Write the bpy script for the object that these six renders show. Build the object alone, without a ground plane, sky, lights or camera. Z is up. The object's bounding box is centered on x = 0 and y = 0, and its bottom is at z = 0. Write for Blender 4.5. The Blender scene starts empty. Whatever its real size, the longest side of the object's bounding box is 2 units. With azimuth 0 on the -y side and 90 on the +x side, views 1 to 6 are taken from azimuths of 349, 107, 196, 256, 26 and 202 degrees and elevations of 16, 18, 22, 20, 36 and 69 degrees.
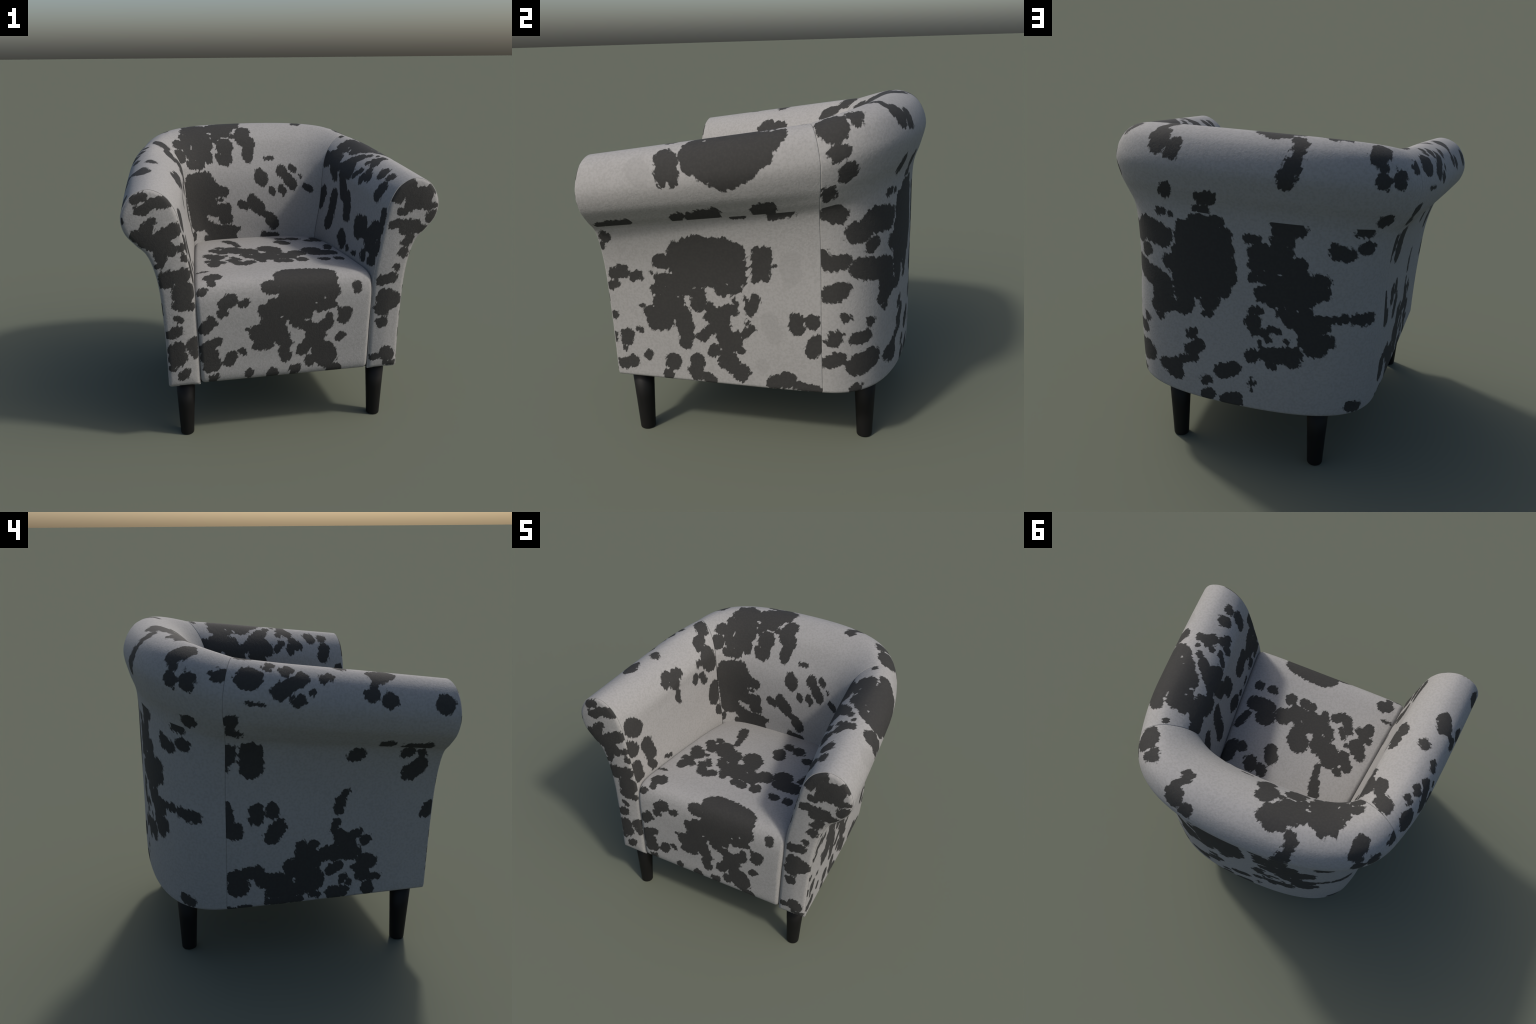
"""Tub armchair with rolled arms and back, covered in black-and-grey cowhide-print fabric, on four tapered black legs."""
import bpy, math
import numpy as np

# ------------------------------------------------------------------ frame
BOTTOM = 0.385          # underside of the upholstered body
FRONT = -0.788          # plane where the arm rolls end
ARM_BEND = 0.02         # y where the arms start to curve in towards the back

# ------------------------------------------------------------------ profiles
# One cross-section of the tub wall: up the inside, over the roll, down the
# outside.  The same 17 control points are given at three stations.
#   at the arm front: (x, z)      at the arm/back seam: (x, y, z)     at the middle of the back: (y, z)
WALL_FRONT = [(.560, .385), (.566, .70), (.582, 1.05), (.610, 1.222), (.642, 1.40), (.672, 1.52), (.732, 1.615),
              (.830, 1.662), (.935, 1.625), (.998, 1.505), (.981, 1.405), (.920, 1.328), (.858, 1.264), (.803, 1.10),
              (.774, .80), (.764, .55), (.762, .403)]
WALL_SEAM = [(.462, .212, .385), (.465, .212, .72), (.470, .218, 1.05), (.508, .222, 1.30), (.530, .230, 1.55),
             (.549, .246, 1.65), (.612, .288, 1.758), (.705, .338, 1.810), (.790, .382, 1.768), (.838, .415, 1.648),
             (.815, .412, 1.528), (.780, .398, 1.452), (.740, .388, 1.378), (.710, .386, 1.15), (.714, .388, .80),
             (.708, .389, .55), (.700, .390, .403)]
WALL_BACK = [(.330, .385), (.330, .75), (.308, 1.05), (.294, 1.25), (.313, 1.50), (.365, 1.645), (.458, 1.800),
             (.620, 1.890), (.745, 1.855), (.812, 1.735), (.792, 1.620), (.760, 1.525), (.749, 1.450), (.747, 1.15),
             (.746, .75), (.748, .53), (.745, .403)]
ARM_PAD = [.0, .0, .0, -.003, .0, .014, .020, .004, -.006, -.008, -.006] + [.0] * 6     # how far the padding swells inwards half way along the arm
UNDERCUT = 11.62         # control-point index where the roll covering is sewn to the outer panel
# plan direction in which each control point leaves the seam on its way round the back, and its two handle lengths
TURN = ([(-.88, .47, .12, .38)] * 3 + [(-.86, .50, .12, .36), (-.82, .56, .13, .33), (-.76, .64, .15, .34),
        (-.60, .80, .16, .42), (-.42, .90, .19, .52), (-.33, .95, .205, .60), (-.30, .96, .198, .61),
        (-.27, .97, .190, .60), (-.21, .98, .165, .59), (-.15, .99, .168, .58), (-.11, .99, .188, .56)] + [(-.07, .99, .222, .52)] * 3)


def catmull(ctrl, ts):
    """Centripetal Catmull-Rom spline through the rows of ctrl, at parameters ts in [0, n-1]."""
    c = np.asarray(ctrl, float)
    c = np.vstack([2 * c[0] - c[1], c, 2 * c[-1] - c[-2]])
    knot = np.r_[0, np.cumsum(np.sqrt(np.linalg.norm(np.diff(c, axis=0), axis=1)))]
    ts = np.clip(np.asarray(ts, float), 0, len(ctrl) - 1 - 1e-9)
    i = ts.astype(int)
    k0, k1, k2, k3 = (knot[i + j][:, None] for j in range(4))
    p0, p1, p2, p3 = (c[i + j] for j in range(4))
    t = k1 + (ts - i)[:, None] * (k2 - k1)
    mix = lambda a, b, ka, kb: ((kb - t) * a + (t - ka) * b) / (kb - ka)
    a1, a2, a3 = mix(p0, p1, k0, k1), mix(p1, p2, k1, k2), mix(p2, p3, k2, k3)
    return mix(mix(a1, a2, k0, k2), mix(a2, a3, k1, k3), k1, k2)


def profile_params(per=9):
    """Parameters along the 17-point profile, with the undercut exactly on one of them."""
    t = np.unique(np.concatenate([np.linspace(0, 16, 16 * per + 1), [UNDERCUT]]))
    return t


T = profile_params()
CUT = int(np.argmin(abs(T - UNDERCUT)))


def wall_section_arm(f):
    """17 control points of the right arm at fraction f from the front (0) to the seam (1)."""
    out = []
    for k, ((xf, zf), (xs, ys, zs), (tx, ty, _, _)) in enumerate(zip(WALL_FRONT, WALL_SEAM, TURN)):
        y = FRONT + f * (ys - FRONT)
        slope_end = max(tx / ty, -.45) if k > 5 else 0.
        bend = max(0., (y - ARM_BEND) / (ys - ARM_BEND))
        extra = -.5 * slope_end * .7 * (ys - ARM_BEND)
        x = xf + f * (xs + extra - xf) - extra * bend ** 2 - ARM_PAD[k] * math.sin(math.pi * f)
        out.append((x, y, zf + f * (zs - zf)))
    return out


def wall_section_back(t):
    """17 control points round the back, t = 0 at the right seam, 1 at the middle."""
    out = []
    for (xs, ys, zs), (yc, zc), (tx, ty, l1, l2) in zip(WALL_SEAM, WALL_BACK, TURN):
        p = np.array([[xs, ys], [xs + tx * l1, ys + ty * l1], [l2, yc], [0, yc]])
        b = np.array([(1 - t) ** 3, 3 * t * (1 - t) ** 2, 3 * t * t * (1 - t), t ** 3])
        x, y = b @ p
        out.append((x, y, zs + (zc - zs) * (1 - (1 - t) ** 2)))
    return out


# ------------------------------------------------------------------ mesh helpers
def grid_faces(rows, cols, flip=False):
    f = []
    for r in range(rows - 1):
        for c in range(cols - 1):
            a = r * cols + c
            q = (a, a + 1, a + cols + 1, a + cols)
            f.append(q[::-1] if flip else q)
    return f


def new_object(name, verts, faces, material, parent, normals=None, smooth=True):
    me = bpy.data.meshes.new(name)
    me.from_pydata([tuple(map(float, v)) for v in verts], [], faces)
    me.validate()
    me.update()
    if smooth:
        me.polygons.foreach_set("use_smooth", [True] * len(me.polygons))
    if normals is not None:
        me.normals_split_custom_set_from_vertices([tuple(map(float, n)) for n in normals])
    me.materials.append(material)
    ob = bpy.data.objects.new(name, me)
    bpy.context.scene.collection.objects.link(ob)
    ob.parent = parent
    return ob


def grid_normals(g, flip=False):
    du = np.gradient(g, axis=0)
    dv = np.gradient(g, axis=1)
    n = np.cross(dv, du)
    n /= np.linalg.norm(n, axis=2, keepdims=True) + 1e-12
    return -n if flip else n


def split_wall(g, mirror, inner_name, outer_name, inner_mat, outer_mat, parent):
    """Cut one wall grid (stations x profile) at the undercut into roll covering and outer panel."""
    g = np.array(g)
    n = grid_normals(g)
    flip = False
    if mirror:
        g = g * [-1, 1, 1]
        n = n * [-1, 1, 1]
        flip = True
    rows = g.shape[0]
    for name, mat, sl in ((inner_name, inner_mat, slice(0, CUT + 1)), (outer_name, outer_mat, slice(CUT, None))):
        a, b = g[:, sl], n[:, sl]
        new_object(name, a.reshape(-1, 3), grid_faces(rows, a.shape[1], flip), mat, parent, b.reshape(-1, 3))


def tuck(sections, ends, depth=.010, reach=.014):
    """Roll the sewn ends of a wall inwards: extra stations that sink below the surface by a quarter round."""
    g = np.array(sections)
    n = grid_normals(g)
    for end in ends:
        idx = 0 if end == "start" else -1
        nxt = 1 if end == "start" else -2
        d = g[nxt] - g[idx]
        d /= np.linalg.norm(d, axis=1, keepdims=True)
        new = []
        for a in (90, 72, 54, 36, 18):
            s, c = math.sin(math.radians(a)), math.cos(math.radians(a))
            new.append(g[idx] + d * reach * (1 - s) - n[idx] * depth * (1 - c))
        deep = g[idx] + d * .002 - n[idx] * .045
        first = g[idx] + d * reach
        # stations run: deep, quarter round, surface
        ring = np.array([deep] + new)
        g[idx] = first
        if end == "start":
            g = np.concatenate([ring, g])
            n = np.concatenate([np.repeat(n[:1], len(ring), 0), n])
        else:
            g = np.concatenate([g, ring[::-1]])
            n = np.concatenate([n, np.repeat(n[-1:], len(ring), 0)])
    return g


# ------------------------------------------------------------------ materials
class Nodes:
    """Small helper to write node trees as expressions."""

    def __init__(self, name):
        self.mat = bpy.data.materials.new(name)
        self.mat.use_nodes = True
        self.t = self.mat.node_tree
        self.bsdf = self.t.nodes["Principled BSDF"]
        self.obj = self.t.nodes.new("ShaderNodeTexCoord").outputs["Object"]
        sep = self.t.nodes.new("ShaderNodeSeparateXYZ")
        self.t.links.new(self.obj, sep.inputs[0])
        self.x, self.y, self.z = sep.outputs

    def put(self, sock, value):
        if isinstance(value, bpy.types.NodeSocket):
            self.t.links.new(value, sock)
        else:
            sock.default_value = value

    def m(self, op, *args):
        n = self.t.nodes.new("ShaderNodeMath")
        n.operation = op
        for i, a in enumerate(args):
            self.put(n.inputs[i], a)
        return n.outputs[0]

    def vm(self, op, *args):
        n = self.t.nodes.new("ShaderNodeVectorMath")
        n.operation = op
        for i, a in enumerate(args):
            if op == "SCALE" and i == 1:
                self.put(n.inputs["Scale"], a)
            else:
                self.put(n.inputs[i], a)
        return n.outputs["Value"] if op == "LENGTH" else n.outputs[0]

    def vec(self, x, y, z=0.0):
        n = self.t.nodes.new("ShaderNodeCombineXYZ")
        for i, a in enumerate((x, y, z)):
            self.put(n.inputs[i], a)
        return n.outputs[0]

    def noise(self, scale, detail=2.0, rough=.5, vector=None, colour=False):
        n = self.t.nodes.new("ShaderNodeTexNoise")
        self.put(n.inputs["Vector"], self.obj if vector is None else vector)
        n.inputs["Scale"].default_value = scale
        n.inputs["Detail"].default_value = detail
        n.inputs["Roughness"].default_value = rough
        return n.outputs["Color" if colour else "Fac"]

    def remap(self, value, a, b, lo=0.0, hi=1.0, smooth=True):
        n = self.t.nodes.new("ShaderNodeMapRange")
        n.interpolation_type = "SMOOTHSTEP" if smooth else "LINEAR"
        self.put(n.inputs["Value"], value)
        for k, v in (("From Min", a), ("From Max", b), ("To Min", lo), ("To Max", hi)):
            n.inputs[k].default_value = v
        return n.outputs["Result"]

    def mix(self, fac, a, b):
        n = self.t.nodes.new("ShaderNodeMix")
        n.data_type = "RGBA"
        self.put(n.inputs["Factor"], fac)
        for i, c in ((6, a), (7, b)):
            self.put(n.inputs[i], (*c, 1) if isinstance(c, tuple) else c)
        return n.outputs[2]

    def bump(self, height, strength, distance):
        n = self.t.nodes.new("ShaderNodeBump")
        n.inputs["Strength"].default_value = strength
        n.inputs["Distance"].default_value = distance
        self.put(n.inputs["Height"], height)
        self.t.links.new(n.outputs[0], self.bsdf.inputs["Normal"])


# --- how each panel of cloth lies on the frame: panel coordinates (u, v) in metres
ARM_ROLL = dict(x0=.835, dx=-.0935, z0=1.495, dz=.138, r=.165)       # axis of the arm roll along y, from the front
BACK_ROLL = dict(y0=-.25, rho=(.839, .285, -.262), z=(1.700, -.110), r=.20, k=.85)   # axis of the back roll round the tub
TUB = dict(y0=.15, k=.62)


def over_roll(n, inward, dz, zc, r):
    """Distance up the inner wall and on round the roll; inward > 0 on the sitter's side of the roll axis."""
    psi = n.m("ADD", n.m("ARCTAN2", n.m("MULTIPLY", inward, -1.), dz), math.pi / 2)
    below = n.m("MULTIPLY", n.m("MINIMUM", dz, 0.), n.m("GREATER_THAN", inward, 0.))
    return n.m("ADD", n.m("ADD", zc, below), n.m("MULTIPLY", n.m("MAXIMUM", psi, 0.), r))


def lay_arm(side):
    def lay(n):
        a = ARM_ROLL
        run = n.m("SUBTRACT", n.y, FRONT)
        xc = n.m("MULTIPLY_ADD", run, a["dx"], a["x0"])
        zc = n.m("MULTIPLY_ADD", run, a["dz"], a["z0"])
        return n.y, over_roll(n, n.m("SUBTRACT", xc, n.m("MULTIPLY", n.x, side)), n.m("SUBTRACT", n.z, zc), zc, a["r"])
    return lay


def lay_back(n):
    b = BACK_ROLL
    yy = n.m("SUBTRACT", n.y, b["y0"])
    phi = n.m("ARCTAN2", n.x, yy)
    p2 = n.m("MULTIPLY", phi, phi)
    rho_c = n.m("MULTIPLY_ADD", p2, n.m("MULTIPLY_ADD", p2, b["rho"][2], b["rho"][1]), b["rho"][0])
    zc = n.m("MULTIPLY_ADD", p2, b["z"][1], b["z"][0])
    rho = n.vm("LENGTH", n.vec(n.x, yy))
    return n.m("MULTIPLY", phi, b["k"]), over_roll(n, n.m("SUBTRACT", rho_c, rho), n.m("SUBTRACT", n.z, zc), zc, b["r"])


def lay_tub(n):
    return n.m("MULTIPLY", n.m("ARCTAN2", n.x, n.m("SUBTRACT", n.y, TUB["y0"])), TUB["k"]), n.z


def lay_side(n):
    return n.y, n.z


def lay_front(n):
    return n.x, n.z


def lay_seat(n):
    return n.x, n.m("ADD", n.z, n.m("SUBTRACT", n.y, FRONT))


LIGHT, LIGHT_DULL = (.276, .272, .264), (.246, .243, .235)
DARK, DARK_BROWN = (.0305, .0300, .0285), (.0345, .0340, .0320)


STAIN = (.205, .203, .196)
PATCH_BLEED = -.0052


def cowhide(name, lay, patches, stains, seed):
    """Short-pile cloth printed with dark patches.  A patch is (u, v, half length, half width, tilt in degrees);
    neighbours melt together; a negative half length makes a pale island inside a patch."""
    n = Nodes(name)
    u, v = lay(n)
    shifted = n.vm("ADD", n.obj, (seed * 3.7, seed * 1.9, 0.))
    wobble = n.vm("SCALE", n.vm("SUBTRACT", n.noise(14., 2., .55, shifted, True), (.5, .5, .5)), .014)
    fringe = n.vm("SCALE", n.vm("SUBTRACT", n.noise(46., 3., .65, shifted, True), (.5, .5, .5)), .012)
    warp = n.vm("MULTIPLY", n.vm("ADD", wobble, fringe), (1., 1., 0.))
    split = n.t.nodes.new("ShaderNodeSeparateXYZ")
    n.put(split.inputs[0], n.vm("ADD", n.vec(u, v), warp))
    p = split.outputs[0], split.outputs[1]
    field = None
    for cu, cv, a, b, tilt in [q for q in patches if q[2] > 0]:
        field = add_patch(n, p, field, cu, cv, a, b, tilt, "SMOOTH_MIN")
    for cu, cv, a, b, tilt in [q for q in patches if q[2] < 0]:
        field = add_patch(n, p, field, cu, cv, -a, b, tilt, "MAXIMUM")
    if field is not None:
        # the hair lies aslant, so the edges break into slanting points; stray flecks sit just off the edge
        lie = n.t.nodes.new("ShaderNodeMapping")
        n.put(lie.inputs["Vector"], n.vec(u, v, float(seed)))
        lie.vector_type = "TEXTURE"
        lie.inputs["Rotation"].default_value = (0, 0, math.radians(62))
        lie.inputs["Scale"].default_value = (2.6, 1., 1.)
        points = n.m("MULTIPLY", n.m("SUBTRACT", n.noise(62., 1.5, .5, lie.outputs[0]), .5), .040)
        lobes = n.m("MULTIPLY", n.m("SUBTRACT", n.noise(30., 1.5, .5, shifted), .5), .020)
        flecks = n.m("MULTIPLY", n.m("SUBTRACT", n.noise(120., 1., .5, shifted), .5), .012)
        ragged = n.m("ADD", n.m("ADD", points, lobes), flecks)
        field = n.m("ADD", field, n.m("ADD", ragged, PATCH_BLEED))
    mottle = n.noise(75., 2., .55)
    cloud = n.noise(6., 3., .6, shifted)
    pale = n.mix(n.remap(n.m("ADD", n.m("MULTIPLY", mottle, .85), n.m("MULTIPLY", cloud, .15)), .36, .60), LIGHT_DULL, LIGHT)
    if stains:
        stain = None
        for q in stains:
            stain = add_patch(n, p, stain, *q, "SMOOTH_MIN")
        stain = n.m("ADD", stain, n.m("MULTIPLY", n.m("SUBTRACT", n.noise(18., 3., .6, shifted), .5), .05))
        pale = n.mix(n.remap(stain, -.012, .004, .34, 0.), pale, STAIN)
    dark = n.mix(n.remap(mottle, .4, .65), DARK, DARK_BROWN)
    colour = pale
    if field is not None:
        colour = n.mix(n.remap(field, -.004, .0045), dark, pale)
    n.put(n.bsdf.inputs["Base Color"], colour)
    n.bsdf.inputs["Roughness"].default_value = .88
    n.bsdf.inputs["Specular IOR Level"].default_value = .25
    n.bump(n.m("ADD", n.noise(110., 3., .6), n.m("MULTIPLY", n.noise(38., 2., .5), .8)), .30, .004)
    return n.mat


def add_patch(n, p, field, cu, cv, a, b, tilt, join):
    """Signed distance to a rounded bar of half length a and half width b, melted into the field so far.
    The field rides along in the third coordinate, so that patches are worked out one after the other."""
    pu, pv = p
    mp = n.t.nodes.new("ShaderNodeMapping")
    mp.vector_type = "TEXTURE"
    n.put(mp.inputs["Vector"], n.vec(pu, pv, 0. if field is None else field))
    mp.inputs["Location"].default_value = (cu, cv, 0)
    mp.inputs["Rotation"].default_value = (0, 0, math.radians(tilt))
    past_end = n.vm("MAXIMUM", n.vm("SUBTRACT", n.vm("ABSOLUTE", mp.outputs[0]), (max(a - b, 0.), 0., 50.)), (0., 0., 0.))
    d = n.m("SUBTRACT", n.vm("LENGTH", past_end), b)
    if join == "MAXIMUM":
        return n.m("MAXIMUM", field, n.m("MULTIPLY", d, -1.))
    return d if field is None else n.m("SMOOTH_MIN", field, d, .018)


def painted_wood(name):
    n = Nodes(name)
    grain = n.noise(30., 3., .6, n.vm("MULTIPLY", n.obj, (1., 1., .12)))
    n.put(n.bsdf.inputs["Base Color"], n.mix(grain, (.004, .0039, .0037), (.0075, .0072, .0070)))
    n.bsdf.inputs["Roughness"].default_value = .55
    n.bsdf.inputs["Specular IOR Level"].default_value = .22
    n.bump(grain, .08, .002)
    return n.mat


def lining(name):
    n = Nodes(name)
    n.put(n.bsdf.inputs["Base Color"], n.mix(n.noise(160., 2.), (.012, .012, .012), (.022, .021, .020)))
    n.bsdf.inputs["Roughness"].default_value = .95
    return n.mat


# ------------------------------------------------------------------ where the print falls on each panel
PATCHES = {}
PATCHES["right_side"] = [
    (.260, .783, .058, .039, 88), (.342, .799, .041, .034, 82), (.352, .660, .067, .036, 66), (.171, .441, .083, .039, 18),
    (.304, .413, .082, .024, -13), (-.013, 1.364, .036, .010, 4), (.204, 1.383, .069, .020, 11), (-.209, 1.154, .209, .062, 2),
    (-.212, 1.201, .137, .036, 3), (-.255, 1.232, .034, .017, -1), (-.454, 1.094, .055, .037, 10), (-.208, 1.071, .209, .061, 5),
    (-.256, 1.000, .254, .040, 4), (-.418, .933, .117, .028, 3), (-.103, .955, .072, .028, 13), (-.271, .877, .058, .039, 78),
    (-.440, .863, .090, .050, 9), (-.453, .798, .135, .038, 4), (-.501, .729, .073, .038, 9), (-.361, .736, .050, .045, -14),
    (-.357, .656, .062, .035, 89), (-.595, .829, .012, .008, 13), (-.211, .846, .027, .022, 76), (-.149, .817, .097, .033, 23),
    (-.070, .887, .015, .014, -29), (-.226, .706, .085, .029, 44), (-.139, .777, .043, .037, 54), (-.110, .667, .076, .065, 56),
    (-.198, .590, .039, .033, 37), (-.135, .534, .047, .040, 57), (-.004, .719, .046, .018, 38), (-.058, .607, .030, .017, -15),
    (-.056, .470, .054, .047, 58), (.025, .876, .065, .027, 63), (-.011, .903, .012, .011, 55), (-.005, .776, .014, .008, 44),
    (.058, 1.102, .097, .025, 86), (.106, 1.104, .096, .024, 86), (-.445, .499, .054, .041, 69), (-.481, .418, .032, .026, 58),
    (-.309, .483, .079, .039, 81), (-.241, .415, .039, .028, -28), (-.711, 1.020, .058, .033, 26), (-.751, .948, .040, .019, 34),
    (-.618, 1.003, .041, .020, 25), (-.711, .633, .054, .033, 72), (-.729, .558, .011, .009, 47), (-.631, .685, .025, .014, -26),
    (-.592, .530, .027, .022, 49), (-.717, .473, .066, .030, 19), (-.774, .763, .024, .019, 45), (-.787, .628, .030, .012, -89),
    (-.749, 1.232, .030, .025, 45), (-.777, 1.174, .018, .012, 83), (-.525, 1.027, .006, .005, 47), (.157, 1.099, .005, .004, -71),
    (-.152, .742, .055, .038, -78), (-.117, .540, .065, .046, -80), (-.268, .919, .039, .036, 36), (-.066, .750, -.050, .021, 53),
    (-.158, .864, -.032, .019, 28), (-.383, .894, -.014, .008, 12), (-.165, .967, -.005, .005, 51), (-.110, .989, -.005, .004, 9),
    (-.141, 1.023, -.007, .004, 0), (-.455, 1.031, -.037, .010, 8), (-.333, .846, -.036, .010, -75), (-.204, .662, -.026, .012, 43),
]
PATCHES["right_arm"] = [
    (-.037, 2.047, .161, .107, 51), (-.196, 1.991, .093, .051, 60), (.149, 1.990, .093, .071, -1), (.064, 2.131, .064, .038, 19),
    (-.315, 2.281, .035, .023, 2), (-.179, 2.302, .092, .030, 4), (.130, 2.345, .063, .028, 6), (-.658, 2.240, .101, .018, 7),
    (-.342, 2.010, .087, .025, 78), (-.290, 2.021, .090, .025, 78), (.094, 2.068, .109, .064, 14), (-.030, 2.103, .140, .052, 17),
    (-.338, 1.948, .055, .034, 61), (-.198, 1.893, .064, .051, -60), (-.100, 1.883, .100, .088, -77), (.012, 1.863, .126, .078, 71),
    (-.028, 1.821, .088, .070, 70), (.202, 1.977, .062, .035, -74), (.144, 1.860, .058, .049, -17), (.150, 1.793, .054, .046, -11),
    (.141, 1.682, .085, .060, -38), (.053, 1.630, .076, .049, 84), (.204, 1.635, .040, .028, -81), (-.347, 1.793, .046, .023, 76),
    (-.357, 1.738, .064, .036, 43), (-.306, 1.715, .023, .019, 64), (-.426, 1.633, .059, .027, 47), (-.383, 1.596, .035, .028, -84),
    (-.281, 1.810, .014, .010, 50), (-.209, 1.761, .045, .021, -55), (-.164, 1.719, .060, .040, -38), (-.176, 1.630, .077, .045, 52),
    (-.294, 1.619, .049, .021, -44), (-.044, 1.628, .055, .027, -36), (-.142, 1.520, .120, .051, 72), (-.244, 1.381, .106, .045, 76),
    (-.644, 1.671, .036, .032, 63), (-.547, 1.676, .055, .034, 74), (-.642, 1.554, .068, .040, -73), (.301, 1.865, .018, .015, 44),
    (.184, 1.368, .095, .047, -65), (-.014, 1.367, .098, .052, -80), (.013, 1.226, .079, .056, -64), (.009, 1.582, .066, .040, 81),
    (.218, 1.646, .066, .040, 31), (-.170, 1.457, .065, .041, 50), (-.247, 1.361, .087, .050, 88), (-.246, 1.146, .074, .053, 37),
    (-.359, 1.106, .027, .017, 44), (-.462, 1.097, .033, .011, -10), (-.464, 1.282, .083, .065, 83), (-.541, 1.292, .072, .038, 82),
    (-.650, 1.240, .083, .071, -82), (-.708, 1.253, .119, .070, 78), (-.759, 1.381, .083, .028, 87), (-.600, 1.118, .039, .034, 52),
    (-.719, 1.112, .053, .025, -11), (.075, 1.786, .069, .050, -57), (-.126, 1.646, .076, .038, 67), (.168, 1.917, -.018, .013, -61),
    (.021, 1.759, -.026, .011, 78), (.074, 1.789, -.011, .008, 45), (-.163, 1.893, -.007, .006, -50), (-.116, 1.874, -.007, .006, -4),
    (-.731, 1.246, -.017, .007, -71),
]
PATCHES["right_front"] = [
    (.731, 1.086, .022, .018, -52), (.665, 1.011, .069, .034, 10), (.685, .877, .084, .057, -24), (.641, .816, .051, .044, -9),
    (.638, .717, .040, .032, 31), (.684, .488, .055, .045, -43), (.601, .473, .034, .019, 6), (.710, .419, .046, .013, -5),
    (.727, 1.569, .068, .040, 44), (.775, 1.623, .056, .030, 12), (.858, 1.556, .094, .048, -2), (.943, 1.587, .032, .022, -24),
    (.765, 1.458, .049, .021, 17), (.847, 1.494, .091, .029, 0), (.939, 1.477, .044, .017, 9), (.952, 1.416, .048, .032, 31),
    (.697, 1.371, .033, .021, 17), (.788, 1.368, .085, .031, -3), (.828, 1.332, .092, .023, 3), (.810, 1.292, .033, .020, -28),
    (.786, 1.252, .036, .027, 30), (.767, 1.185, .036, .030, -35),
]
PATCHES["left_front"] = [
    (-.886, 1.615, .051, .026, 13), (-.872, 1.544, .046, .028, 5), (-.773, 1.582, .074, .033, 3), (-.818, 1.475, .019, .017, -33),
    (-.849, 1.434, .042, .032, 34), (-.890, 1.384, .055, .034, -4), (-.814, 1.351, .090, .041, 0), (-.737, 1.389, .084, .037, 23),
    (-.682, 1.429, .039, .021, 9), (-.753, 1.298, .072, .040, -2), (-.655, 1.300, .031, .020, 34), (-.777, 1.249, .038, .036, 85),
    (-.792, 1.197, .024, .018, 39), (-.628, 1.233, .024, .023, -35), (-.696, 1.122, .100, .040, 7), (-.747, 1.082, .042, .027, 6),
    (-.647, 1.014, .073, .061, -10), (-.649, .933, .067, .027, -6), (-.688, .846, .029, .017, -34), (-.714, .757, .058, .030, 26),
    (-.705, .647, .056, .040, 31), (-.698, .586, .058, .051, 39), (-.598, .674, .046, .039, 60), (-.738, .516, .021, .016, 44),
    (-.592, .604, .029, .026, -62), (-.661, .473, .043, .027, 45), (-.993, 1.476, .011, .009, 55), (-.652, 1.047, .063, .042, -70),
    (-.836, 1.348, .065, .039, -42),
]
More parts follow.
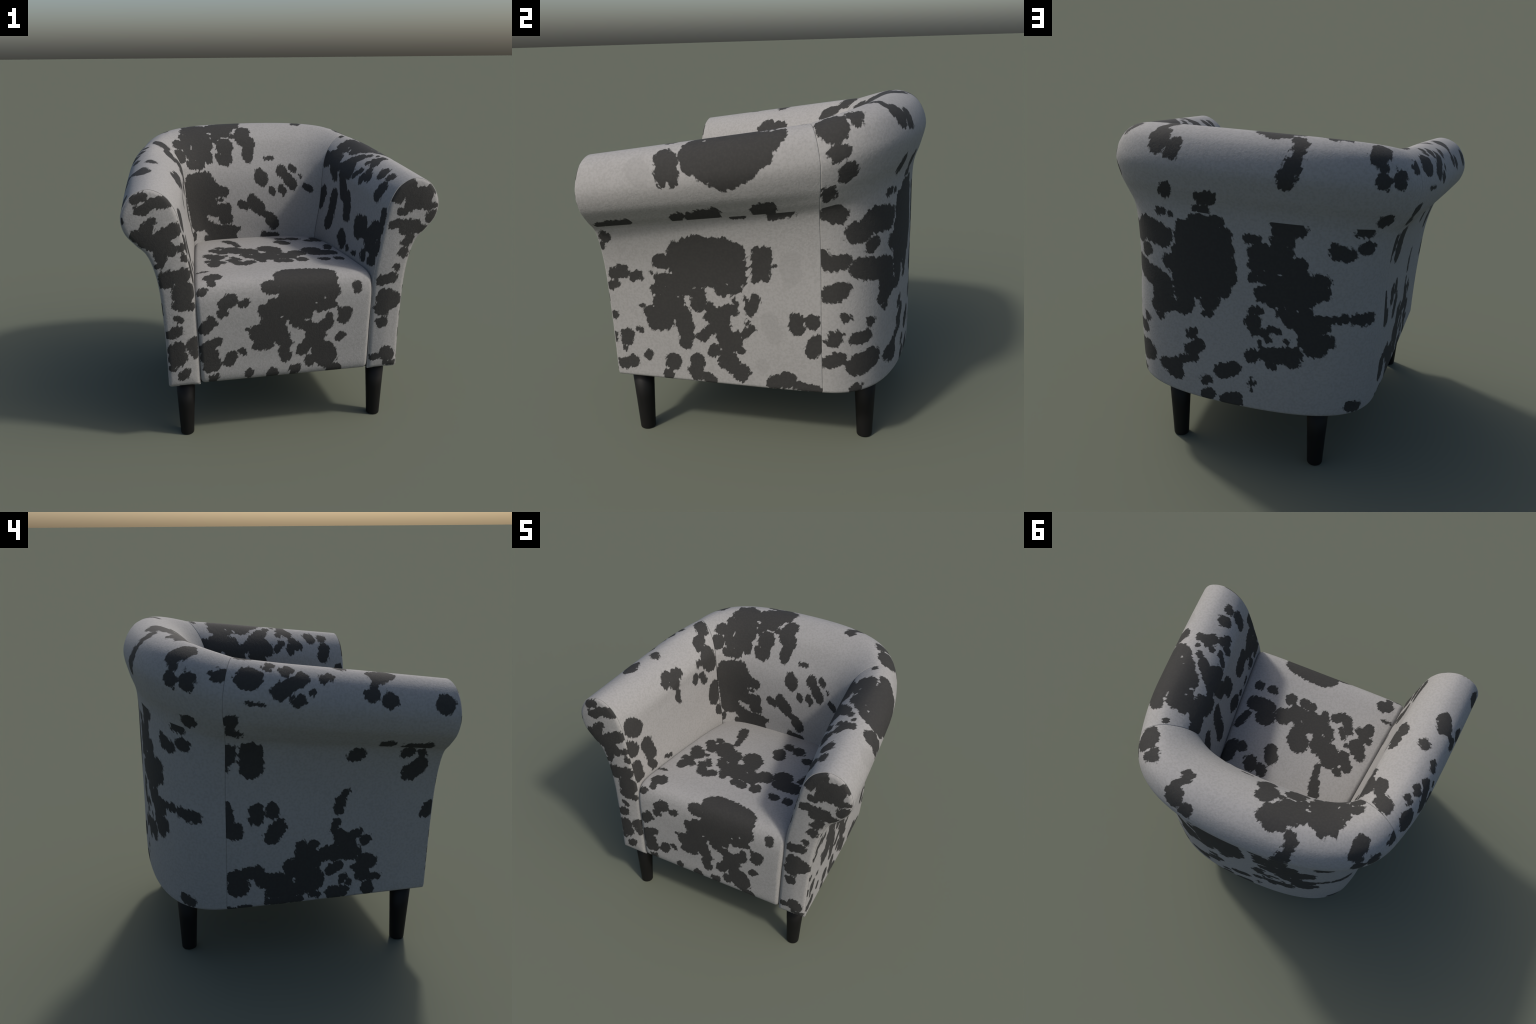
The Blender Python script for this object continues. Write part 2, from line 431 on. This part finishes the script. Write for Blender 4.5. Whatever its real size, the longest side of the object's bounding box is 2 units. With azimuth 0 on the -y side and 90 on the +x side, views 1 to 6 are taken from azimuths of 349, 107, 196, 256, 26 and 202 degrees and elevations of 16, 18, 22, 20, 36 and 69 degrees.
PATCHES["seat"] = [
    (.367, 1.530, .105, .056, -3), (.304, 1.603, .068, .063, -4), (.452, 1.671, .073, .026, 73), (.188, 1.545, .065, .053, 2),
    (.187, 1.398, .045, .039, -73), (.060, 1.395, .061, .033, -4), (.108, 1.488, .064, .059, 1), (.016, 1.521, .096, .085, 33),
    (.018, 1.690, .085, .067, -47), (-.061, 1.507, .082, .057, 48), (-.128, 1.570, .078, .071, -77), (-.089, 1.432, .041, .027, -66),
    (-.228, 1.704, .094, .072, -46), (-.343, 1.702, .080, .036, -56), (-.322, 1.791, .034, .023, -57), (-.187, 1.848, .058, .020, -80),
    (-.222, 1.966, .071, .033, -70), (-.185, 1.395, .057, .030, 35), (-.263, 1.434, .075, .030, -64), (-.245, 1.506, .048, .015, -59),
    (-.412, 1.409, .053, .039, -79), (-.380, 1.562, .063, .049, -60), (-.424, 1.613, .036, .032, 72), (-.417, 1.482, .048, .026, -4),
    (-.505, 1.275, .033, .008, 14), (.444, 1.379, .036, .032, -58), (.342, 1.381, .038, .032, -6), (.436, 1.918, .079, .044, 86),
    (.364, 1.869, .035, .031, -35), (.261, 1.956, .055, .041, -54), (.174, 1.972, .045, .032, -55), (.153, 1.852, .074, .043, -65),
    (-.307, 1.577, .013, .012, -85), (.137, 1.079, .206, .117, -5), (-.101, 1.010, .058, .056, -50), (.147, .955, .203, .084, -2),
    (.094, .866, .226, .044, -2), (-.006, .819, .176, .048, -7), (.073, .756, .052, .047, -56), (.258, .841, .066, .025, 14),
    (-.089, .744, .084, .070, -2), (-.112, .681, .123, .059, -5), (-.156, .611, .067, .035, 1), (-.011, .616, .053, .043, -51),
    (-.010, .537, .057, .035, -72), (-.249, .721, .010, .009, -46), (.140, .716, .037, .027, 73), (.219, .692, .104, .039, 31),
    (.287, .769, .021, .015, -45), (.127, .576, .073, .035, 42), (.215, .661, .048, .044, -53), (.258, .507, .089, .075, -62),
    (.155, .474, .038, .033, -57), (.359, .622, .036, .022, 31), (.315, .487, .019, .016, -35), (.321, .410, .046, .024, -3),
    (.387, .769, .059, .037, 60), (.353, .812, .014, .012, -52), (.469, .978, .031, .028, -88), (.469, .937, .024, .019, -71),
    (-.378, .918, .065, .044, 36), (-.412, .843, .033, .028, 25), (-.274, .902, .040, .023, 31), (-.476, .797, .033, .022, -63),
    (-.515, .762, .052, .033, 44), (-.455, 1.161, .059, .047, 29), (-.471, 1.092, .043, .023, 83), (-.532, 1.008, .039, .022, 59),
    (-.488, .640, .074, .030, 21), (-.498, .565, .060, .053, -47), (-.483, .499, .056, .042, 16), (-.366, .531, .055, .031, 56),
    (-.286, .576, .028, .016, -34), (-.243, .427, .026, .021, 14), (-.093, .412, .038, .029, -3), (.058, .423, .037, .026, 16),
    (-.470, .412, .032, .018, 9), (.200, .596, .095, .046, -71), (.163, .714, .028, .017, -26), (-.126, 1.666, .057, .054, -51),
    (.048, 1.618, .052, .048, -71), (.170, 1.551, .064, .047, 54), (-.378, 1.449, .049, .031, -36), (.049, 1.541, -.019, .010, -54),
    (-.130, 1.573, -.014, .007, -58), (-.031, .788, -.013, .007, 10), (.195, .869, -.009, .005, -36), (.253, .898, -.006, .005, -32),
    (-.115, .809, -.007, .004, 0), (-.104, .940, -.033, .012, 1), (.293, .650, -.035, .028, 46),
]
PATCHES["back"] = [
    (.183, 1.647, .050, .011, -1), (.594, 2.054, .037, .025, -45), (.704, 2.024, .055, .044, 88), (.359, 2.174, .064, .041, -69),
    (.376, 2.077, .045, .022, 63), (.280, 2.216, .049, .028, 82), (.397, 2.023, .017, .011, -46), (.688, 2.063, .060, .040, 35),
    (.672, 2.016, .033, .018, 56), (.578, 2.070, .029, .028, -12), (.329, 2.413, .042, .025, 58), (.143, 2.446, .050, .033, 11),
    (.175, 2.496, .038, .012, -1), (-.242, 2.165, .056, .022, 79), (-.206, 2.278, .071, .029, 75), (-.562, 2.098, .079, .030, 56),
    (-.551, 2.165, .022, .014, 49), (-.557, 2.225, .036, .027, 67), (-.629, 2.196, .047, .029, 69), (-.742, 2.096, .046, .020, 51),
    (-.601, 2.424, .038, .025, 31), (.692, 2.075, .066, .046, -68), (.699, 2.189, .043, .034, -62), (.595, 2.089, .031, .024, 55),
    (.662, 2.305, .049, .035, -87), (.722, 2.398, .045, .024, -68), (-.410, 1.944, .113, .079, 10), (-.172, 2.007, .106, .046, -5),
    (-.197, 1.929, .088, .045, 69), (-.468, 1.814, .127, .089, -12), (-.500, 1.706, .117, .057, -11), (-.581, 1.631, .061, .029, 1),
    (-.425, 1.665, .039, .032, 69), (-.629, 1.826, .054, .046, 54), (-.276, 1.661, .081, .032, 2), (-.221, 1.739, .062, .033, 77),
    (-.287, 1.624, .049, .014, -10), (-.049, 1.901, .068, .053, 55), (-.068, 1.799, .053, .052, 77), (.016, 1.762, .031, .028, 24),
    (-.034, 1.687, .060, .048, 83), (-.155, 1.855, .022, .014, 67), (-.528, 1.473, .118, .090, 3), (-.549, 1.529, .113, .033, -1),
    (-.352, 1.419, .069, .038, -6), (-.529, 1.331, .118, .083, -5), (-.377, 1.280, .117, .054, -4), (-.589, 1.199, .087, .064, -8),
    (-.313, 1.205, .071, .041, 4), (-.351, 1.105, .164, .051, -6), (-.364, 1.056, .178, .023, -3), (-.186, 1.123, .041, .012, -3),
    (-.654, 1.094, .025, .015, -85), (.100, 1.508, .080, .055, -32), (.230, 1.405, .042, .024, -29), (.327, 1.547, .058, .036, -24),
    (.415, 1.469, .075, .039, -41), (.425, 1.571, .042, .021, -27), (.501, 1.515, .017, .008, -33), (.339, 1.411, .049, .027, -41),
    (.584, 1.421, .052, .019, -29), (-.117, 1.307, .067, .030, -12), (.033, 1.305, .110, .054, -29), (.137, 1.232, .050, .023, -23),
    (.223, 1.170, .081, .050, -35), (.200, 1.058, .104, .019, -6), (.380, 2.021, .034, .022, -27), (-.061, 1.866, .094, .060, 68),
    (-.013, 1.729, .107, .045, 76), (-.151, 1.854, .023, .011, 88), (-.245, 1.751, .079, .070, 48), (-.144, 2.008, .115, .047, 38),
    (-.155, 2.085, .061, .030, 25), (-.150, 1.938, .031, .019, 56), (-.295, 1.871, .097, .045, 39), (-.320, 1.939, .100, .054, 43),
    (-.244, 2.113, .033, .027, -65), (-.435, 1.974, .085, .049, 42), (-.390, 2.045, .023, .020, 78), (-.454, 2.032, .024, .016, 81),
    (-.503, 1.805, .127, .084, 52), (-.548, 1.896, .037, .022, 72), (-.676, 1.717, .062, .058, 67), (-.620, 1.368, .186, .071, -83),
    (-.441, 1.442, .083, .055, -37), (-.443, 1.116, .097, .053, -31), (-.521, 1.726, .136, .072, 83), (-.350, 1.301, .072, .037, -54),
    (-.336, 1.909, -.013, .009, 34), (-.344, 1.841, -.010, .006, 76), (-.530, 1.785, -.019, .010, 79), (-.536, 1.771, -.024, .009, 69),
    (-.326, 1.898, -.015, .012, 47), (-.545, 1.657, -.009, .006, 18), (-.358, 1.334, -.049, .013, 0), (-.456, 1.194, -.013, .008, -10),
]
PATCHES["tub"] = [
    (.180, .518, .037, .023, -33), (.173, .428, .046, .031, -35), (.034, .422, .069, .042, -24), (-.586, .434, .044, .028, 30),
    (.725, 1.377, .055, .045, 36), (.615, 1.270, .062, .054, 10), (.488, 1.314, .111, .065, 8), (.545, 1.192, .043, .031, -39),
    (.759, 1.148, .043, .023, 81), (.710, 1.120, .060, .037, -12), (.715, .963, .065, .042, -32), (.523, 1.058, .136, .056, 17),
    (.673, .826, .023, .021, -89), (.553, .781, .025, .017, 47), (.720, .710, .046, .027, -74), (.600, .703, .054, .033, -6),
    (.722, .586, .054, .033, -34), (.581, .557, .091, .061, -21), (.622, .411, .031, .022, -25), (.391, .524, .071, .040, 30),
    (.218, 1.416, .137, .030, -15), (.232, 1.451, .038, .017, -15), (.130, 1.451, .038, .017, -9), (.200, 1.347, .162, .051, -11),
    (.199, 1.271, .173, .051, -12), (.222, 1.196, .208, .049, -9), (.195, 1.123, .187, .049, -13), (.207, 1.055, .170, .045, -13),
    (.310, .944, .060, .045, -51), (.166, .993, .056, .044, -39), (.176, .921, .028, .018, -6), (.434, .996, .074, .047, -37),
    (.429, .910, .082, .043, -26), (.453, .834, .026, .018, -36), (.506, 1.082, .061, .029, -8), (.452, 1.048, .066, .037, -11),
    (.433, 1.443, .029, .017, -14), (.379, 1.438, .014, .010, -46), (.268, .783, .037, .026, -72), (.252, .702, .064, .033, -41),
    (.290, .625, .063, .022, -22), (.392, .549, .071, .032, -30), (.061, .610, .080, .039, -25), (-.243, 1.473, .081, .014, 0),
    (-.253, 1.440, .081, .029, -5), (-.224, 1.394, .058, .035, -9), (-.076, 1.380, .050, .021, 3), (-.119, 1.345, .041, .019, 6),
    (-.165, 1.313, .116, .040, -8), (-.200, 1.256, .149, .036, -5), (-.083, 1.174, .032, .027, -2), (-.242, 1.203, .108, .041, -9),
    (-.298, 1.168, .151, .038, -7), (-.272, 1.105, .181, .040, -7), (-.278, 1.063, .118, .028, -7), (-.292, 1.004, .081, .037, -11),
    (-.317, .960, .069, .039, -15), (-.376, .922, .076, .036, -11), (-.397, .846, .083, .044, 6), (-.398, .786, .047, .030, 2),
    (-.097, .991, .039, .020, -6), (-.084, .923, .047, .040, -55), (-.124, .866, .049, .019, -2), (-.197, .891, .040, .016, 16),
    (-.168, .834, .016, .011, 8), (-.423, .968, .046, .022, -2), (-.503, .976, .035, .020, 4), (-.607, .958, .062, .031, 8),
    (-.264, .834, .015, .011, -6), (-.085, .723, .041, .034, -58), (-.229, .751, .111, .040, -8), (-.192, .678, .030, .022, 27),
    (-.296, .715, .041, .032, -24), (-.126, .797, .021, .007, 90), (-.491, 1.333, .056, .035, 25), (-.452, 1.370, .017, .014, 71),
    (-.590, 1.354, .039, .030, 38), (-.570, 1.443, .040, .023, 11), (-.084, .552, .022, .005, -17), (-.083, .546, .045, .006, 88),
    (-.123, 1.184, .047, .029, 27), (-.296, 1.129, .073, .038, 58), (-.362, .928, .074, .035, 77), (-.236, .741, .058, .042, -6),
    (-.105, 1.187, -.008, .007, 4), (-.211, 1.207, -.022, .006, 8), (-.249, 1.015, -.009, .005, 5), (-.311, 1.013, -.007, .004, 52),
    (.245, .972, -.030, .015, -87), (.377, 1.030, -.009, .006, -49),
]
PATCHES["left_side"] = [
    (-.649, 1.168, .077, .049, -40), (-.584, 1.275, .037, .030, -29), (-.667, 1.268, .032, .016, 53), (-.762, .903, .049, .036, -72),
    (.368, 1.314, .057, .026, 89), (.379, 1.236, .018, .007, 86), (.255, 1.278, .105, .059, 84), (.374, 1.031, .017, .015, 84),
    (.376, .925, .089, .026, 88), (.339, .869, .049, .038, 84), (.223, .962, .061, .038, 87), (.133, .976, .045, .032, 84),
    (.121, .850, .077, .041, -54), (.283, .607, .103, .033, -7), (.322, .526, .060, .057, 28), (.234, .606, .051, .035, 17),
    (.111, .545, .111, .047, 7), (.058, .470, .112, .040, 6), (.064, .413, .112, .021, 2), (.031, .623, .046, .038, 55),
    (-.071, .667, .085, .069, 29), (-.032, .748, .032, .028, 62), (-.100, .752, .033, .025, 40), (-.094, .534, .079, .068, 54),
    (-.118, .430, .034, .020, 20), (-.197, .687, .075, .043, -4), (-.283, .760, .066, .043, 28), (-.345, .795, .035, .026, -11),
    (-.404, .751, .033, .025, -29), (-.310, .680, .069, .047, 4), (-.227, .590, .054, .030, -27), (-.221, .854, .045, .020, -67),
    (-.243, .976, .054, .029, -82), (-.273, 1.050, .021, .019, -52), (-.248, .430, .068, .039, -4), (-.280, .519, .031, .019, -69),
    (-.318, .483, .023, .014, -33), (-.419, .610, .058, .045, 19), (-.401, .525, .046, .038, 48), (-.470, .508, .035, .018, 8),
    (-.432, .436, .046, .032, 72), (-.334, .586, .012, .010, 58), (.288, .395, .036, .010, -4), (.380, .394, .044, .009, 15),
    (-.306, 1.279, .047, .037, -19), (-.074, .557, .106, .054, 74), (-.219, .682, .047, .040, 56), (-.251, .795, .034, .028, 57),
    (.000, .541, .072, .044, 47), (.335, .556, .064, .039, 60), (-.394, .551, .060, .040, 61), (-.171, .632, -.011, .005, 28),
    (-.167, .568, -.006, .005, 61), (.008, .532, -.020, .007, 74), (-.014, .436, -.011, .007, -7), (-.227, .509, -.041, .016, -23),
    (.219, .464, -.053, .021, -16),
]
PATCHES["left_arm"] = [
    (.286, 2.048, .077, .054, 56), (.179, 1.951, .039, .017, 46), (.099, 1.965, .044, .024, 45), (.086, 2.048, .118, .028, 38),
    (.139, 2.098, .045, .032, 51), (-.099, 1.965, .044, .018, 37), (.059, 2.120, .040, .022, 35), (-.014, 2.064, .018, .008, 29),
    (.269, 2.192, .045, .007, 10), (-.396, 1.854, .077, .035, 30), (-.348, 1.938, .021, .012, 54), (-.318, 2.002, .043, .029, 45),
    (-.410, 2.011, .047, .032, 46), (-.708, 1.960, .059, .041, 46), (.376, 2.329, .042, .025, 40), (.375, 2.371, .025, .018, 32),
    (.346, 2.385, .036, .007, 11), (-.454, 2.263, .041, .019, 16), (-.621, 2.249, .083, .021, 15), (.150, 1.736, .065, .038, 50),
    (.263, 1.835, .076, .037, 57), (.147, 1.592, .086, .063, -43), (.063, 1.491, .054, .029, -64), (-.021, 1.517, .040, .028, 68),
    (.174, 1.323, .096, .060, 77), (.195, 1.167, .043, .034, -69), (-.312, 1.615, .048, .030, 49), (-.239, 1.585, .053, .045, -81),
    (-.231, 1.481, .042, .021, 68), (-.696, 1.442, .081, .061, -36), (-.761, 1.308, .071, .051, -43), (-.605, 1.234, .095, .050, -76),
    (-.604, 1.113, .053, .031, -63), (-.751, 1.129, .077, .046, -85), (-.437, 1.088, .040, .010, -11), (-.205, 1.830, .047, .026, 49),
    (-.394, 1.870, .075, .039, 37), (-.224, 1.432, .023, .011, -52), (.133, 1.736, .055, .033, 60), (.202, 1.772, .031, .018, 51),
    (.259, 1.837, .054, .037, 65), (.298, 1.877, .034, .016, 39), (.158, 1.631, .069, .057, 85), (.036, 1.614, .028, .016, 20),
    (-.195, 1.628, .050, .035, -10), (-.279, 1.644, .041, .028, 33),
]
# faint smoky shadows of patches, as printed near the big ones
STAINS = {"right_side": [(.233, 1.081, .098, .058, 89), (.123, .75, .099, .05, -76), (.062, .526, .051, .033, 88)],
          "right_arm": [(-.466, 1.99, .095, .055, 57)]}


# ------------------------------------------------------------------ build
chair = bpy.data.objects.new("armchair", None)
bpy.context.scene.collection.objects.link(chair)
chair["label"] = "tub armchair in black and grey cowhide print, rolled arms, tapered legs"
chair["category"] = "armchair"

MAT = {k: cowhide("cowhide_" + k, lay, PATCHES.get(k, []), STAINS.get(k, []), i + 1) for i, (k, lay) in enumerate((
    ("right_arm", lay_arm(1)), ("left_arm", lay_arm(-1)), ("right_side", lay_side), ("left_side", lay_side),
    ("right_front", lay_front), ("left_front", lay_front), ("back", lay_back), ("tub", lay_tub), ("seat", lay_seat)))}


def sample(section):
    """Smooth profile through 17 control points, finished with a small rounded hem turned under the body."""
    s = catmull(section, T)
    out = s[-1] - s[-1 - 9]
    side = s[-1] - s[0]
    side[2] = 0
    side /= np.linalg.norm(side)
    r = s[-1][2] - BOTTOM
    hem = [s[-1] - side * r * (1 - math.cos(a)) - np.array([0, 0, r * math.sin(a)]) for a in np.radians([22, 45, 67, 90])]
    hem.append(hem[-1] - side * .05)
    return np.vstack([s, hem])


ARM = np.array([sample(wall_section_arm(f)) for f in np.linspace(0, 1, 70)])
HALF = [sample(wall_section_back(t)) for t in np.linspace(0, 1, 61)]
BACK = np.array(HALF + [s * [-1, 1, 1] for s in HALF[-2::-1]])

arm_wall = tuck(ARM, ("start", "end"), .0035, .005)
for side, word in ((1, "right"), (-1, "left")):
    split_wall(arm_wall, side < 0, "arm", "side_panel", MAT[word + "_arm"], MAT[word + "_side"], chair)
split_wall(tuck(BACK, ("start", "end"), .0035, .005), False, "backrest", "back_panel", MAT["back"], MAT["tub"], chair)


# --- padded facing on the front of each arm
def facing(side, material):
    loop = ARM[0][:, [0, 2]]
    loop = loop[: len(T) + 4]
    bottom_inner = loop[0]
    # inset the outline a little so it sinks into the seam
    d = np.gradient(loop, axis=0)
    nrm = np.stack([d[:, 1], -d[:, 0]], 1)
    nrm /= np.linalg.norm(nrm, axis=1, keepdims=True)
    edge = loop + nrm * .0032
    edge[0, 1] = BOTTOM
    # dense outline, split at the crown of the roll into an inner and an outer half with equal counts
    step = np.r_[0, np.cumsum(np.linalg.norm(np.diff(edge, axis=0), axis=1))]
    crown = step[int(np.argmax(edge[:, 1]))] + .05
    rows = 150
    even = lambda a, b: np.stack([np.interp(np.linspace(a, b, rows), step, edge[:, k]) for k in (0, 1)], 1)
    inner, outer = even(0, crown), even(step[-1], crown)
    across = .5 - .5 * np.cos(np.linspace(0, math.pi, 27))
    g = inner[:, None] * (1 - across)[None, :, None] + outer[:, None] * across[None, :, None]
    flat = g.reshape(-1, 2)
    rim = np.vstack([edge, [edge[0]]])
    a, b = rim[:-1], rim[1:]
    ab = b - a
    ap = flat[:, None] - a[None]
    h = np.clip((ap * ab).sum(2) / ((ab ** 2).sum(1) + 1e-12), 0, 1)
    dist = np.sqrt(((ap - h[..., None] * ab) ** 2).sum(2)).min(1)
    roundover = np.sqrt(np.clip(1 - (1 - np.clip(dist / .022, 0, 1)) ** 2, 0, 1))
    swell = 1 - (1 - np.clip(dist / .12, 0, 1)) ** 2
    y = FRONT + .006 - .016 * roundover - .013 * swell
    v = np.stack([flat[:, 0] * side, y, flat[:, 1]], 1)
    new_object("arm_facing", v, grid_faces(rows, len(across), side < 0), material, chair)


facing(1, MAT["right_front"])
facing(-1, MAT["left_front"])

# --- seat: one upholstered block, front apron and top in one sweep
SEAT_LINE = [(-.750, .387), (-.778, .390), (-.796, .412), (-.804, .55), (-.808, .72), (-.808, .88), (-.801, .960), (-.782, 1.018),
             (-.745, 1.055), (-.69, 1.069), (-.58, 1.075), (-.30, 1.081), (-.02, 1.078), (.16, 1.064), (.33, 1.040)]


def inner_x(y, z):
    """Half width of the space between the arms at depth y and height z."""
    f = min(max((y - FRONT) / (.214 - FRONT), 0.), 1.)
    wall = wall_section_arm(f)[:5]
    return float(np.interp(z, [p[2] for p in wall], [p[0] for p in wall]))


def seat_block():
    line = catmull(SEAT_LINE, np.linspace(0, len(SEAT_LINE) - 1, 113))
    d = np.gradient(line, axis=0)
    d /= np.linalg.norm(d, axis=1, keepdims=True)
    out = np.stack([-d[:, 1], d[:, 0]], 1)              # outward in the (y, z) plane
    r = .030
    ang = np.radians(np.linspace(90, 0, 9))
    rows = []
    for (y, z), (ny, nz) in zip(line, out):
        half = inner_x(y, z) - .003
        cols = [(half - .001, .07)]
        cols += [(half - r * (1 - math.sin(a)), r * (1 - math.cos(a))) for a in ang]
        inner = [(f * (half - r), 0.) for f in np.linspace(1, 0, 14)[1:]]
        cols += inner
        right = [(x, s + .016 * max(nz, 0.) * (x / half) ** 6) for x, s in cols]
        full = right + [(-x, s) for x, s in right[-2::-1]]
        rows.append([(x, y - ny * s, z - nz * s) for x, s in full])
    g = np.array(rows)
    new_object("seat_cushion", g.reshape(-1, 3), grid_faces(g.shape[0], g.shape[1], False), MAT["seat"], chair)


seat_block()

# --- legs: tapered turned pegs
def leg_mesh():
    ring = 40
    prof = [(0, 0.0), (.0395, 0.0), (.0425, .0015), (.0440, .006), (.0443, .010), (.0535, .20), (.0635, .392), (0, .392)]
    v, f = [], []
    for rr, z in prof:
        for k in range(ring):
            a = 2 * math.pi * k / ring
            v.append((max(rr, 1e-4) * math.cos(a), max(rr, 1e-4) * math.sin(a), z))
    for i in range(len(prof) - 1):
        for k in range(ring):
            k2 = (k + 1) % ring
            f.append((i * ring + k, i * ring + k2, (i + 1) * ring + k2, (i + 1) * ring + k))
    return v, f


lv, lf = leg_mesh()
wood = painted_wood("black_painted_wood")
first = None
for x, y in ((.648, -.695), (-.648, -.695), (.418, .572), (-.418, .572)):
    if first is None:
        first = leg = new_object("leg", lv, lf, wood, chair)
        leg.data.polygons.foreach_set("use_smooth", [True] * len(lf))
    else:
        leg = first.copy()
        bpy.context.scene.collection.objects.link(leg)
    leg.location = (x, y, 0)

# --- dust cover closing the body from below
rim = [(float(s[len(T) - 1][0]) - .02, float(s[len(T) - 1][1])) for s in ARM[::6]]
rim[0] = (rim[0][0], FRONT + .02)
rim += [(float(s[len(T) - 1][0]) * .97, float(s[len(T) - 1][1]) - .02) for s in HALF[2::4]]
rim = rim + [(-x, y) for x, y in rim[::-1] if x > 1e-4]
n_rim = len(rim)
new_object("dust_cover", [(x, y, BOTTOM + .006) for x, y in rim] + [(x, y, BOTTOM + .016) for x, y in rim],
           [tuple(range(n_rim))[::-1], tuple(range(n_rim, 2 * n_rim))] + [(i, (i + 1) % n_rim, n_rim + (i + 1) % n_rim, n_rim + i) for i in range(n_rim)],
           lining("black_lining"), chair, smooth=False)
